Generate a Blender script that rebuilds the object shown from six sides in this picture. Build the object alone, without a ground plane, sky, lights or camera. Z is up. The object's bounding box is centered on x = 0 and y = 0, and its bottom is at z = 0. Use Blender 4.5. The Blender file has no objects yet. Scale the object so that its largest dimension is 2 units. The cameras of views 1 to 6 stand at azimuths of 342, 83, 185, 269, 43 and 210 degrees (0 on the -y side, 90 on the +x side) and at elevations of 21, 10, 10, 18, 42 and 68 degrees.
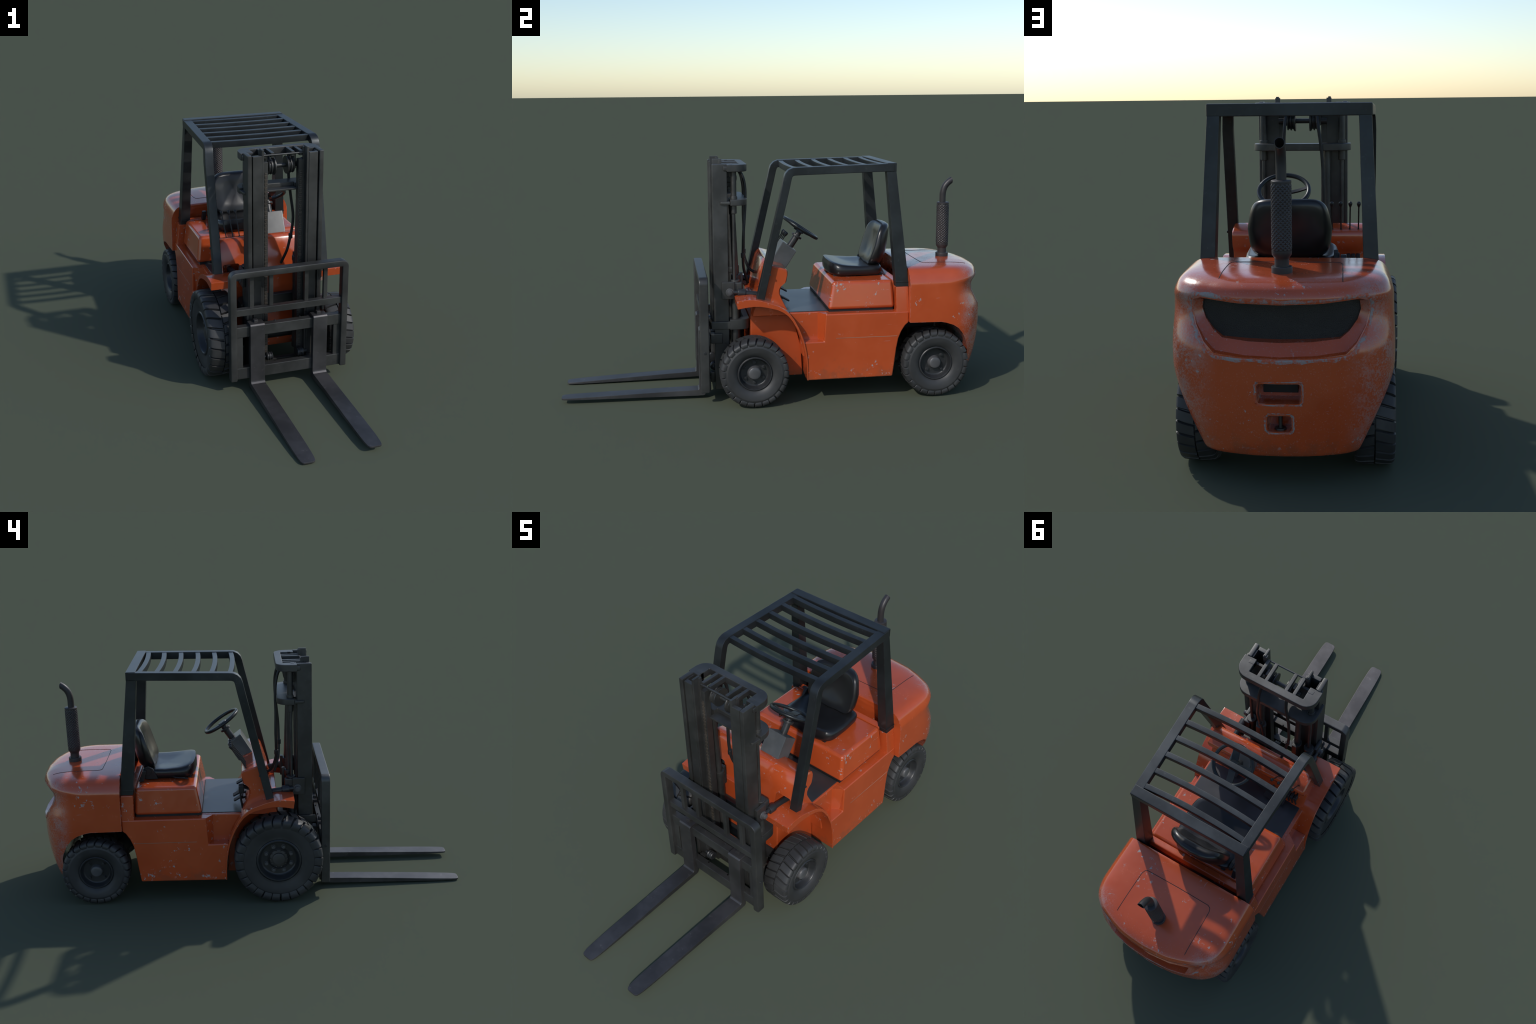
import bpy, bmesh, math, random
from mathutils import Vector, Matrix
from mathutils.bvhtree import BVHTree

random.seed(7)
CX = 0.005                      # symmetry plane of the truck
COL = bpy.context.scene.collection

# ------------------------------------------------------------------ materials
def new_mat(name):
    m = bpy.data.materials.new(name)
    m.use_nodes = True
    nt = m.node_tree
    nt.nodes.clear()
    out = nt.nodes.new('ShaderNodeOutputMaterial')
    b = nt.nodes.new('ShaderNodeBsdfPrincipled')
    nt.links.new(b.outputs[0], out.inputs[0])
    return m, nt, b

def N(nt, kind, **kw):
    n = nt.nodes.new(kind)
    for k, v in kw.items():
        if k in n.inputs.keys():
            n.inputs[k].default_value = v
        else:
            setattr(n, k, v)
    return n

def coords(nt, scale=(1, 1, 1), loc=(0, 0, 0)):
    tc = N(nt, 'ShaderNodeTexCoord')
    mp = N(nt, 'ShaderNodeMapping')
    mp.inputs['Scale'].default_value = scale
    mp.inputs['Location'].default_value = loc
    nt.links.new(tc.outputs['Object'], mp.inputs[0])
    return mp.outputs[0]

def noise(nt, vec, scale, detail=4, rough=0.55, dist=0.0):
    n = N(nt, 'ShaderNodeTexNoise')
    n.inputs['Scale'].default_value = scale
    n.inputs['Detail'].default_value = detail
    n.inputs['Roughness'].default_value = rough
    n.inputs['Distortion'].default_value = dist
    nt.links.new(vec, n.inputs['Vector'])
    return n.outputs['Fac']

def ramp(nt, fac, stops):
    r = N(nt, 'ShaderNodeValToRGB')
    cr = r.color_ramp
    while len(cr.elements) < len(stops):
        cr.elements.new(0.5)
    for e, (p, c) in zip(cr.elements, stops):
        e.position = p
        e.color = (c, c, c, 1) if isinstance(c, (int, float)) else (*c, 1)
    nt.links.new(fac, r.inputs[0])
    return r.outputs[0]

def step(nt, fac, lo, hi):
    m = N(nt, 'ShaderNodeMapRange')
    m.interpolation_type = 'SMOOTHSTEP'
    m.inputs['From Min'].default_value = lo
    m.inputs['From Max'].default_value = hi
    nt.links.new(fac, m.inputs['Value'])
    return m.outputs[0]

def math_(nt, op, a, b=None):
    m = N(nt, 'ShaderNodeMath')
    m.operation = op
    for i, v in enumerate((a, b)):
        if v is None:
            continue
        if isinstance(v, (int, float)):
            m.inputs[i].default_value = v
        else:
            nt.links.new(v, m.inputs[i])
    return m.outputs[0]

def mix(nt, fac, a, b):
    m = N(nt, 'ShaderNodeMix')
    m.data_type = 'RGBA'
    for idx, v in ((0, fac), (6, a), (7, b)):
        if isinstance(v, (int, float)):
            m.inputs[idx].default_value = v
        elif isinstance(v, tuple):
            m.inputs[idx].default_value = (*v, 1)
        else:
            nt.links.new(v, m.inputs[idx])
    return m.outputs[2]

def bump(nt, height, strength, dist=0.002):
    b = N(nt, 'ShaderNodeBump')
    b.inputs['Strength'].default_value = strength
    b.inputs['Distance'].default_value = dist
    nt.links.new(height, b.inputs['Height'])
    return b.outputs[0]

def edge_mask(nt, radius):
    """0 on flats, 1 where the rounded-edge normal leaves the face normal."""
    bv = N(nt, 'ShaderNodeBevel')
    bv.samples = 6
    bv.inputs['Radius'].default_value = radius
    g = N(nt, 'ShaderNodeNewGeometry')
    d = N(nt, 'ShaderNodeVectorMath')
    d.operation = 'DOT_PRODUCT'
    nt.links.new(bv.outputs[0], d.inputs[0])
    nt.links.new(g.outputs['Normal'], d.inputs[1])
    return math_(nt, 'SUBTRACT', 1.0, d.outputs['Value'])

ORANGE = (0.455, 0.070, 0.017)
WORN = (0.30, 0.27, 0.27)

def paint_mat(name, base=ORANGE, chips=1.0, rear_wear=False, seed=0.0):
    m, nt, b = new_mat(name)
    v = coords(nt, loc=(seed, seed * .7, 0))
    # tone variation of old enamel
    tone = noise(nt, v, 3.5, 5, 0.6)
    dark = tuple(c * 0.92 for c in base)
    lite = (base[0] * 1.03, base[1] * 1.1, base[2] * 1.2)
    col = mix(nt, step(nt, tone, 0.35, 0.68), dark, lite)
    # streaks along the truck
    vs = coords(nt, scale=(30, 4, 60))
    st = noise(nt, vs, 1.0, 3, 0.6)
    col = mix(nt, math_(nt, 'MULTIPLY', step(nt, st, 0.55, 0.85), 0.15), col, (base[0]*.8, base[1]*1.2, base[2]*2.2))
    # chips: sparse clusters
    c1 = noise(nt, v, 55, 4, 0.65)
    c2 = noise(nt, v, 9, 3, 0.6)
    chip = math_(nt, 'MULTIPLY', step(nt, c1, 0.595, 0.64), step(nt, c2, 0.53, 0.61))
    szn = N(nt, 'ShaderNodeSeparateXYZ')
    tcn = N(nt, 'ShaderNodeTexCoord')
    nt.links.new(tcn.outputs['Object'], szn.inputs[0])
    band = math_(nt, 'MULTIPLY', step(nt, szn.outputs[2], 0.112, 0.128), math_(nt, 'SUBTRACT', 1.0, step(nt, szn.outputs[2], 0.136, 0.155)))
    low = math_(nt, 'MULTIPLY', math_(nt, 'MULTIPLY', step(nt, c1, 0.55, 0.61), step(nt, noise(nt, v, 16, 2, 0.5), 0.50, 0.60)), band)
    chip = math_(nt, 'MAXIMUM', chip, low)
    # horizontal scratches
    vh = coords(nt, scale=(70, 9, 160), loc=(seed + 3, 1, 2))
    s1 = noise(nt, vh, 1.0, 3, 0.6)
    s2 = noise(nt, v, 6, 2, 0.5)
    scr = math_(nt, 'MULTIPLY', step(nt, s1, 0.68, 0.73), step(nt, s2, 0.52, 0.62))
    scr = math_(nt, 'MULTIPLY', scr, 0.6)
    wear = math_(nt, 'MAXIMUM', chip, scr)
    # rubbed edges
    em = edge_mask(nt, 0.006)
    en = noise(nt, v, 40, 4, 0.7)
    edge = math_(nt, 'MULTIPLY', step(nt, em, 0.06, 0.30), step(nt, en, 0.44, 0.62))
    edge = math_(nt, 'MULTIPLY', edge, 0.7)
    wear = math_(nt, 'MAXIMUM', wear, edge)
    if rear_wear:
        # sanded corners of the counterweight: patches far out to the rear and side
        sx = N(nt, 'ShaderNodeSeparateXYZ')
        tc = N(nt, 'ShaderNodeTexCoord')
        nt.links.new(tc.outputs['Object'], sx.inputs[0])
        ax = math_(nt, 'ABSOLUTE', math_(nt, 'SUBTRACT', sx.outputs[0], CX))
        corner = math_(nt, 'MULTIPLY', step(nt, ax, 0.17, 0.29), step(nt, sx.outputs[1], 0.82, 0.92))
        g1 = noise(nt, v, 170, 5, 0.8)
        g2 = noise(nt, v, 11, 4, 0.6)
        gm = math_(nt, 'ADD', math_(nt, 'MULTIPLY', g1, 0.6), math_(nt, 'MULTIPLY', g2, 0.5))
        sand = math_(nt, 'MULTIPLY', step(nt, gm, 0.47, 0.66), corner)
        speck = math_(nt, 'MULTIPLY', step(nt, g1, 0.57, 0.68), step(nt, sx.outputs[1], 0.85, 0.97))
        speck = math_(nt, 'MULTIPLY', speck, 0.55)
        wear = math_(nt, 'MAXIMUM', wear, math_(nt, 'MULTIPLY', math_(nt, 'MAXIMUM', sand, speck), 0.75))
    wear = math_(nt, 'MULTIPLY', wear, chips)
    gn = math_(nt, 'ADD', math_(nt, 'MULTIPLY', noise(nt, v, 20, 5, 0.7), 0.9), math_(nt, 'MULTIPLY', szn.outputs[2], -2.2))
    grime = math_(nt, 'MULTIPLY', step(nt, gn, 0.10, 0.30), 0.38)
    col = mix(nt, grime, col, (0.150, 0.070, 0.040))
    wcol = mix(nt, noise(nt, v, 120, 2, 0.5), (0.20, 0.16, 0.13), (0.42, 0.40, 0.42))
    col = mix(nt, wear, col, wcol)
    nt.links.new(col, b.inputs['Base Color'])
    rr = math_(nt, 'ADD', 0.17, math_(nt, 'MULTIPLY', step(nt, noise(nt, v, 14, 5, 0.65), 0.35, 0.75), 0.12))
    rr = math_(nt, 'ADD', rr, math_(nt, 'MULTIPLY', wear, 0.35))
    nt.links.new(rr, b.inputs['Roughness'])
    b.inputs['Specular IOR Level'].default_value = 0.6
    b.inputs['Coat Weight'].default_value = 0.45
    b.inputs['Coat Roughness'].default_value = 0.12
    h = math_(nt, 'SUBTRACT', math_(nt, 'MULTIPLY', noise(nt, v, 7, 2, 0.5), 0.5), wear)
    nt.links.new(bump(nt, h, 0.06, 0.0010), b.inputs['Normal'])
    return m

def metal_mat(name, base, rough=0.42, wear_col=(0.16, 0.15, 0.14), edge=0.5, metallic=0.0, grain=60, spec=0.5, spots=0.25):
    m, nt, b = new_mat(name)
    v = coords(nt)
    n1 = noise(nt, v, 6, 5, 0.6)
    col = mix(nt, step(nt, n1, 0.35, 0.7), tuple(c * 0.75 for c in base), tuple(c * 1.25 for c in base))
    g = noise(nt, v, grain, 5, 0.7)
    sp = math_(nt, 'MULTIPLY', step(nt, g, 0.60, 0.74), spots)
    em = edge_mask(nt, 0.004)
    e = math_(nt, 'MULTIPLY', step(nt, em, 0.08, 0.35), step(nt, noise(nt, v, 30, 4, 0.6), 0.35, 0.65))
    e = math_(nt, 'MULTIPLY', e, edge)
    w = math_(nt, 'MAXIMUM', sp, e)
    col = mix(nt, w, col, wear_col)
    nt.links.new(col, b.inputs['Base Color'])
    b.inputs['Metallic'].default_value = metallic
    b.inputs['Specular IOR Level'].default_value = spec
    r = math_(nt, 'ADD', rough - 0.06, math_(nt, 'MULTIPLY', n1, 0.14))
    nt.links.new(r, b.inputs['Roughness'])
    nt.links.new(bump(nt, g, 0.10, 0.001), b.inputs['Normal'])
    return m

MAT = {}
def build_materials():
    MAT['paint'] = paint_mat('orange_paint')
    MAT['paint_rear'] = paint_mat('orange_paint_worn_rear', rear_wear=True, seed=4.2)
    MAT['paint_front'] = paint_mat('orange_paint_front', chips=0.5, seed=9.0)
    MAT['frame'] = metal_mat('black_frame_paint', (0.036, 0.041, 0.044), 0.38, (0.16, 0.16, 0.16), 0.25, metallic=0.6, spec=0.55)  # base lightened to carry glints seen on roof rails and leg tops
    MAT['mast'] = metal_mat('mast_steel', (0.080, 0.080, 0.078), 0.44, (0.20, 0.185, 0.17), 0.35, metallic=0.7, spec=0.5)
    MAT['fork'] = metal_mat('fork_steel', (0.080, 0.077, 0.079), 0.48, (0.24, 0.22, 0.21), 0.4, metallic=0.7, grain=45, spots=0.35)
    MAT['chain'] = metal_mat('greasy_chain', (0.050, 0.042, 0.034), 0.45, (0.16, 0.14, 0.11), 0.6)
    MAT['rubber'] = metal_mat('tyre_rubber', (0.034, 0.034, 0.0345), 0.50, (0.10, 0.095, 0.085), 0.3, grain=25, spec=0.45, spots=0.3)
    MAT['rim'] = metal_mat('rim_black', (0.024, 0.025, 0.027), 0.38, (0.15, 0.15, 0.15), 0.35)
    MAT['hub'] = metal_mat('hub_grey', (0.085, 0.085, 0.088), 0.40, (0.2, 0.2, 0.2), 0.3)
    MAT['hub_old'] = metal_mat('hub_rusty', (0.050, 0.047, 0.044), 0.5, (0.12, 0.10, 0.09), 0.4, grain=90, spots=0.5)
    MAT['seat'] = metal_mat('black_vinyl', (0.011, 0.011, 0.012), 0.30, (0.05, 0.05, 0.05), 0.05, grain=120, spec=0.55, spots=0.05)
    MAT['floor'] = metal_mat('floor_mat', (0.035, 0.037, 0.040), 0.33, (0.10, 0.09, 0.08), 0.1, grain=90, spec=0.6, spots=0.15)
    MAT['grey'] = metal_mat('grey_plastic', (0.085, 0.090, 0.094), 0.34, (0.2, 0.2, 0.2), 0.2, spec=0.6)
    MAT['hose'] = metal_mat('black_rubber_hose', (0.014, 0.014, 0.015), 0.45, (0.05, 0.05, 0.05), 0.1)
    MAT['dark'] = metal_mat('underbody_dark', (0.010, 0.010, 0.011), 0.6, (0.03, 0.03, 0.03), 0.1)
    MAT['steel'] = metal_mat('bright_steel', (0.30, 0.29, 0.28), 0.30, (0.5, 0.5, 0.5), 0.2, metallic=0.8)
    MAT['muffler'] = metal_mat('muffler_steel', (0.045, 0.041, 0.043), 0.45, (0.13, 0.11, 0.11), 0.3, metallic=0.2, grain=70)
    MAT['rimwear'] = rim_mat()
    MAT['seamwear'] = metal_mat('worn_seam', (0.30, 0.17, 0.12), 0.45, (0.36, 0.16, 0.08), 0.0, grain=80, spots=0.8)
    MAT['grille'] = grille_mat()

def rim_mat():
    m, nt, b = new_mat('bare_worn_edge')
    v = coords(nt)
    g = math_(nt, 'ADD', math_(nt, 'MULTIPLY', noise(nt, v, 150, 5, 0.75), .6), math_(nt, 'MULTIPLY', noise(nt, v, 22, 3, 0.6), .45))
    col = mix(nt, step(nt, g, 0.44, 0.60), ORANGE, (0.26, 0.245, 0.25))
    nt.links.new(col, b.inputs['Base Color'])
    b.inputs['Roughness'].default_value = 0.42
    nt.links.new(bump(nt, g, 0.15, 0.001), b.inputs['Normal'])
    return m

def grille_mat():
    m, nt, b = new_mat('radiator_mesh')
    v = coords(nt)
    vo = N(nt, 'ShaderNodeTexVoronoi')
    vo.feature = 'DISTANCE_TO_EDGE'
    vo.inputs['Scale'].default_value = 210
    nt.links.new(v, vo.inputs['Vector'])
    col = mix(nt, step(nt, vo.outputs['Distance'], 0.0, 0.12), (0.028, 0.028, 0.026), (0.012, 0.012, 0.012))
    col = mix(nt, step(nt, noise(nt, v, 12, 4, 0.6), 0.4, 0.7), col, (0.012, 0.012, 0.012))
    nt.links.new(col, b.inputs['Base Color'])
    b.inputs['Roughness'].default_value = 0.6
    nt.links.new(bump(nt, vo.outputs['Distance'], 0.5, 0.002), b.inputs['Normal'])
    return m

# ------------------------------------------------------------------ mesh helpers
def finish(bm, name, mat, parent=None, angle=35, smooth=True):
    me = bpy.data.meshes.new(name)
    bmesh.ops.recalc_face_normals(bm, faces=bm.faces[:])
    bm.to_mesh(me)
    bm.free()
    return obj_from(me, name, mat, parent, angle, smooth)

def obj_from(me, name, mat, parent=None, angle=35, smooth=True):
    if smooth:
        me.polygons.foreach_set('use_smooth', [True] * len(me.polygons))
        me.set_sharp_from_angle(angle=math.radians(angle))
    if mat is not None:
        me.materials.clear()
        me.materials.append(MAT[mat])
    o = bpy.data.objects.new(name, me)
    COL.objects.link(o)
    if smooth and mat is not None and name not in NO_WEIGHT:
        w = o.modifiers.new('weighted_normals', 'WEIGHTED_NORMAL')
        w.keep_sharp = True
        w.weight = 80
    if parent is not None:
        o.parent = parent
    return o

NO_WEIGHT = ('counterweight', 'seat_cushion', 'seat_backrest', 'dashboard')

def bevel(bm, geom_edges, w, seg=2):
    if w > 0 and geom_edges:
        bmesh.ops.bevel(bm, geom=geom_edges, offset=w, segments=seg, profile=0.5,
                        affect='EDGES', clamp_overlap=True)

def add_box(bm, x0, x1, y0, y1, z0, z1, bev=0.0, seg=2):
    t = bmesh.new()
    bmesh.ops.create_cube(t, size=1)
    for v in t.verts:
        v.co = Vector(((x0 + x1) / 2 + v.co.x * (x1 - x0), (y0 + y1) / 2 + v.co.y * (y1 - y0),
                       (z0 + z1) / 2 + v.co.z * (z1 - z0)))
    bevel(t, t.edges[:], bev, seg)
    merge(bm, t)

def merge(bm, t, mat=None):
    if mat is not None:
        t.transform(mat)
    me = bpy.data.meshes.new('tmp')
    t.to_mesh(me)
    t.free()
    bm.from_mesh(me)
    bpy.data.meshes.remove(me)

def add_hexa(bm, lo, hi, bev=0.0, seg=2):
    """lo, hi: four corner points each, same winding."""
    t = bmesh.new()
    a = [t.verts.new(p) for p in lo]
    b = [t.verts.new(p) for p in hi]
    t.faces.new(a[::-1])
    t.faces.new(b)
    for i in range(4):
        j = (i + 1) % 4
        t.faces.new((a[i], a[j], b[j], b[i]))
    bmesh.ops.recalc_face_normals(t, faces=t.faces[:])
    bevel(t, t.edges[:], bev, seg)
    merge(bm, t)

def add_prism(bm, prof, a0, a1, axis='x', bev=0.0, seg=2, only_ends=False):
    """extrude a 2D profile; axis x: prof=(y,z); axis y: prof=(x,z); axis z: prof=(x,y)"""
    t = bmesh.new()
    def pt(p, a):
        return {'x': (a, p[0], p[1]), 'y': (p[0], a, p[1]), 'z': (p[0], p[1], a)}[axis]
    lo = [t.verts.new(pt(p, a0)) for p in prof]
    hi = [t.verts.new(pt(p, a1)) for p in prof]
    t.faces.new(lo)
    t.faces.new(hi[::-1])
    n = len(prof)
    for i in range(n):
        j = (i + 1) % n
        t.faces.new((lo[i], hi[i], hi[j], lo[j]))
    bmesh.ops.recalc_face_normals(t, faces=t.faces[:])
    if bev > 0:
        es = [e for e in t.edges if len(e.link_faces) == 2 and e.calc_face_angle(0) > math.radians(25)]
        bevel(t, es, bev, seg)
    merge(bm, t)

def add_rev(bm, prof, origin=(0, 0, 0), axis=(0, 0, 1), seg=32, cap=True):
    """revolve (r, h) profile round axis through origin"""
    t = bmesh.new()
    rings = []
    for r, h in prof:
        rings.append([t.verts.new((r * math.cos(2 * math.pi * i / seg), r * math.sin(2 * math.pi * i / seg), h))
                      for i in range(seg)])
    for a, b in zip(rings, rings[1:]):
        for i in range(seg):
            j = (i + 1) % seg
            t.faces.new((a[i], a[j], b[j], b[i]))
    if cap:
        t.faces.new(rings[0][::-1])
        t.faces.new(rings[-1])
    bmesh.ops.remove_doubles(t, verts=t.verts[:], dist=1e-6)
    q = Vector((0, 0, 1)).rotation_difference(Vector(axis).normalized())
    merge(bm, t, Matrix.Translation(Vector(origin)) @ q.to_matrix().to_4x4())

def add_cyl(bm, p0, p1, r, seg=20, r1=None, bev=0.0):
    p0, p1 = Vector(p0), Vector(p1)
    L = (p1 - p0).length
    r1 = r if r1 is None else r1
    if bev > 0:
        prof = [(r - bev, 0), (r - bev * .3, bev * .3), (r, bev), (r1, L - bev), (r1 - bev * .3, L - bev * .3), (r1 - bev, L)]
    else:
        prof = [(r, 0), (r1, L)]
    add_rev(bm, prof, p0, p1 - p0, seg)

def spline(pts, n=8, closed=False):
    pts = [Vector(p) for p in pts]
    out = []
    m = len(pts)
    rng = m if closed else m - 1
    for i in range(rng):
        if closed:
            p0, p1, p2, p3 = (pts[(i + k - 1) % m] for k in range(4))
        else:
            p0, p1, p2, p3 = pts[max(i - 1, 0)], pts[i], pts[i + 1], pts[min(i + 2, m - 1)]
        for k in range(n):
            t = k / n
            out.append(0.5 * ((2 * p1) + (-p0 + p2) * t + (2 * p0 - 5 * p1 + 4 * p2 - p3) * t * t
                              + (-p0 + 3 * p1 - 3 * p2 + p3) * t ** 3))
    if not closed:
        out.append(pts[-1])
    return out

def add_tube(bm, path, r, seg=10, closed=False, radii=None):
    t = bmesh.new()
    n = len(path)
    rings = []
    up = None
    for i, p in enumerate(path):
        a = path[(i - 1) % n] if closed or i > 0 else p
        b = path[(i + 1) % n] if closed or i < n - 1 else p
        d = (b - a).normalized()
        if up is None:
            up = d.orthogonal().normalized()
        up = (up - d * up.dot(d)).normalized()
        sd = d.cross(up)
        rr = radii[i] if radii else r
        rings.append([t.verts.new(p + up * rr * math.cos(2 * math.pi * k / seg) + sd * rr * math.sin(2 * math.pi * k / seg))
                      for k in range(seg)])
    pairs = list(zip(rings, rings[1:]))
    if closed:
        # align the closing ring
        last, first = rings[-1], rings[0]
        off = min(range(seg), key=lambda o: (last[0].co - first[o].co).length)
        pairs.append((last, first[off:] + first[:off]))
    for a, b in pairs:
        for i in range(seg):
            j = (i + 1) % seg
            t.faces.new((a[i], a[j], b[j], b[i]))
    if not closed:
        t.faces.new(rings[0][::-1])
        t.faces.new(rings[-1])
    bmesh.ops.recalc_face_normals(t, faces=t.faces[:])
    merge(bm, t)

def add_sweep_rect(bm, path, w, h, side=Vector((1, 0, 0)), bev=0.003):
    """rectangular bar: width w along side, height h across; path of Vectors"""
    t = bmesh.new()
    rings = []
    n = len(path)
    for i, p in enumerate(path):
        a = path[max(i - 1, 0)]
        b = path[min(i + 1, n - 1)]
        d = (b - a).normalized()
        up = side.cross(d).normalized()
        rings.append([t.verts.new(p + side * sx * w / 2 + up * sz * h / 2)
                      for sx, sz in ((-1, -1), (1, -1), (1, 1), (-1, 1))])
    for a, b in zip(rings, rings[1:]):
        for i in range(4):
            j = (i + 1) % 4
            t.faces.new((a[i], a[j], b[j], b[i]))
    t.faces.new(rings[0][::-1])
    t.faces.new(rings[-1])
    bmesh.ops.recalc_face_normals(t, faces=t.faces[:])
    es = [e for e in t.edges if len(e.link_faces) == 2 and e.calc_face_angle(0) > math.radians(40)]
    bevel(t, es, bev, 2)
    merge(bm, t)

def boolean(o, cutters, op='DIFFERENCE'):
    for c in cutters:
        md = o.modifiers.new('b', 'BOOLEAN')
        md.operation = op
        md.solver = 'EXACT'
        md.object = c
    dg = bpy.context.evaluated_depsgraph_get()
    me = bpy.data.meshes.new_from_object(o.evaluated_get(dg))
    o.modifiers.clear()
    old = o.data
    o.data = me
    bpy.data.meshes.remove(old)
    for c in cutters:
        bpy.data.objects.remove(c, do_unlink=True)

def copy_obj(o, name, parent=None, matrix=None):
    c = o.copy()
    c.name = name
    COL.objects.link(c)
    if parent is not None:
        c.parent = parent
    if matrix is not None:
        c.matrix_local = matrix
    return c

def X(s, rel):
    return CX + s * rel

def sbox(bm, s, r0, r1, y0, y1, z0, z1, bev=0.0):
    a, b = sorted((X(s, r0), X(s, r1)))
    add_box(bm, a, b, y0, y1, z0, z1, bev)

# ------------------------------------------------------------------ parts
def build_counterweight(root):
    # plan outline as fractions of half-width and of depth behind y = 0.605
    low = [(1, 0), (1.005, .2), (1.008, .44), (1.0, .60), (.965, .705), (.90, .79), (.77, .875), (.58, .935), (.44, .965), (.30, .985), (0, 1.0)]
    high = [(1, 0), (1.0, .16), (1.0, .33), (.997, .43), (.985, .525), (.950, .61), (.890, .695), (.79, .785), (.655, .868), (.38, .955), (0, 1.0)]
    lo_s = spline([(a, b, 0) for a, b in low], 6)
    hi_s = spline([(a, b, 0) for a, b in high], 6)
    KX = .006
    #        z      half-width  rear y   front y
    levels = [(.095, .238, .958, .70), (.105, .246, .964, .69), (.16, .270, .980, .66), (.22, .294, .991, .64), (.28, .314, .998, .612),
              (.33, .325, 1.0, .606), (.36, .327, 1.0, .604), (.40, .327, 1.0, .604), (.44, .3265, .996, .604), (.48, .326, .990, .604), (.51, .3255, .986, .604),
              (.535, .3250, .986, .604), (.547, .3235, .989, .603), (.560, .3195, .990, .602), (.572, .3145, .987, .602), (.584, .3085, .981, .601),
              (.592, .3020, .971, .601), (.599, .2940, .957, .602), (.6045, .283, .938, .602), (.6085, .266, .912, .603), (.6115, .235, .872, .606), (.6135, .13, .79, .615)]
    lv = spline([Vector((a, b, c)) for a, b, c, d in levels], 2)
    fy = spline([Vector((a, d, 0)) for a, b, c, d in levels], 2)
    bm = bmesh.new()
    rings = []
    for (z, w, yb), f in zip(lv, fy):
        k = max(0, min(1, (z - .40) / .11))
        k = k * k * (3 - 2 * k)
        q2 = max(0, min(1, (z - .525) / .04))
        k *= .55
        k *= 1 - .70 * q2 * q2 * (3 - 2 * q2)         # waist beside the grille only
        pts = []
        for p, q in zip(lo_s, hi_s):
            u = p.lerp(q, k)
            pts.append((KX + u.x * w, f[1] + u.y * (yb - f[1])))
        pts += [(2 * KX - x, y) for x, y in pts[-2::-1]]
        rings.append([bm.verts.new((x, y, z)) for x, y in pts])
    n = len(rings[0])
    for a, b in zip(rings, rings[1:]):
        for i in range(n):
            j = (i + 1) % n
            bm.faces.new((a[i], a[j], b[j], b[i]))
    bm.faces.new(rings[0][::-1])
    bm.faces.new(rings[-1])
    o = finish(bm, 'counterweight', 'paint_rear', root, 42)
    cut = []
    # rear wheel arch, straight through
    bm = bmesh.new()
    arch = [(.50, .363), (.75, .362), (.775, .357), (.81, .345), (.836, .328), (.858, .302), (.875, .272), (.888, .243),
            (.896, .216), (.900, .18), (.900, .13), (.897, .02), (.50, .02)]
    add_prism(bm, arch, -.5, .5)
    cut.append(finish(bm, 'cut', None))
    # grille opening: loft outer outline -> inner outline
    outer = [(-.247, .548), (-.251, .516), (-.240, .475), (-.215, .432), (-.186, .404), (-.10, .397), (0, .395), (.10, .397), (.186, .404),
             (.215, .432), (.240, .475), (.251, .516), (.247, .548), (.225, .556), (.12, .548), (0, .545), (-.12, .548), (-.225, .556)]
    inner = [(x * .905, .541 + (z - .548) * .74) for x, z in outer]
    def depth(x):
        return .950 - 1.05 * x * x
    bm = bmesh.new()
    lo = [bm.verts.new((CX + x, 1.06, z)) for x, z in outer]
    md = [bm.verts.new((CX + x, depth(x) + .030, z)) for x, z in outer]
    sl = [bm.verts.new((CX + x, depth(x), z)) for x, z in inner]
    def back(x):
        return .905 - .35 * x * x
    hi = [bm.verts.new((CX + x, back(x), z)) for x, z in inner]
    m = len(lo)
    for a, b in ((lo, md), (md, sl), (sl, hi)):
        for i in range(m):
            j = (i + 1) % m
            bm.faces.new((a[i], a[j], b[j], b[i]))
    bm.faces.new(lo[::-1])
    bmesh.ops.triangle_fill(bm, edges=[bm.edges.get((hi[i], hi[(i + 1) % m])) for i in range(m)], use_beauty=True)
    cut.append(finish(bm, 'cut', None))
    def rrect(x0, x1, z0, z1, r):
        out = []
        for cx, cz, a0 in ((x1 - r, z1 - r, 0), (x0 + r, z1 - r, 90), (x0 + r, z0 + r, 180), (x1 - r, z0 + r, 270)):
            for k in range(4):
                a = math.radians(a0 + k * 30)
                out.append((cx + r * math.cos(a), cz + r * math.sin(a)))
        return out
    holes = [rrect(CX - .062, CX + .064, .264, .323, .010), rrect(CX - .034, CX + .036, .177, .228, .010)]
    for h in holes:
        bm = bmesh.new()
        add_prism(bm, h, .92, 1.06, 'y')
        cut.append(finish(bm, 'cut', None))
    boolean(o, cut)
    o.data.polygons.foreach_set('use_smooth', [True] * len(o.data.polygons))
    o.data.set_sharp_from_angle(angle=math.radians(38))
    o.data.materials.clear()
    o.data.materials.append(MAT['paint_rear'])
    # surface query
    bvh = BVHTree.FromPolygons([v.co for v in o.data.vertices], [p.vertices for p in o.data.polygons])
    # radiator mesh behind the opening
    bm = bmesh.new()
    xs = [-.235 + .47 * k / 24 for k in range(25)]
    add_prism(bm, [(CX + x, back(x) + .003) for x in xs] + [(CX + x, back(x) - .004) for x in xs[::-1]], .415, .556, 'z')
    g = finish(bm, 'radiator_grille', 'grille', o)
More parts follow.
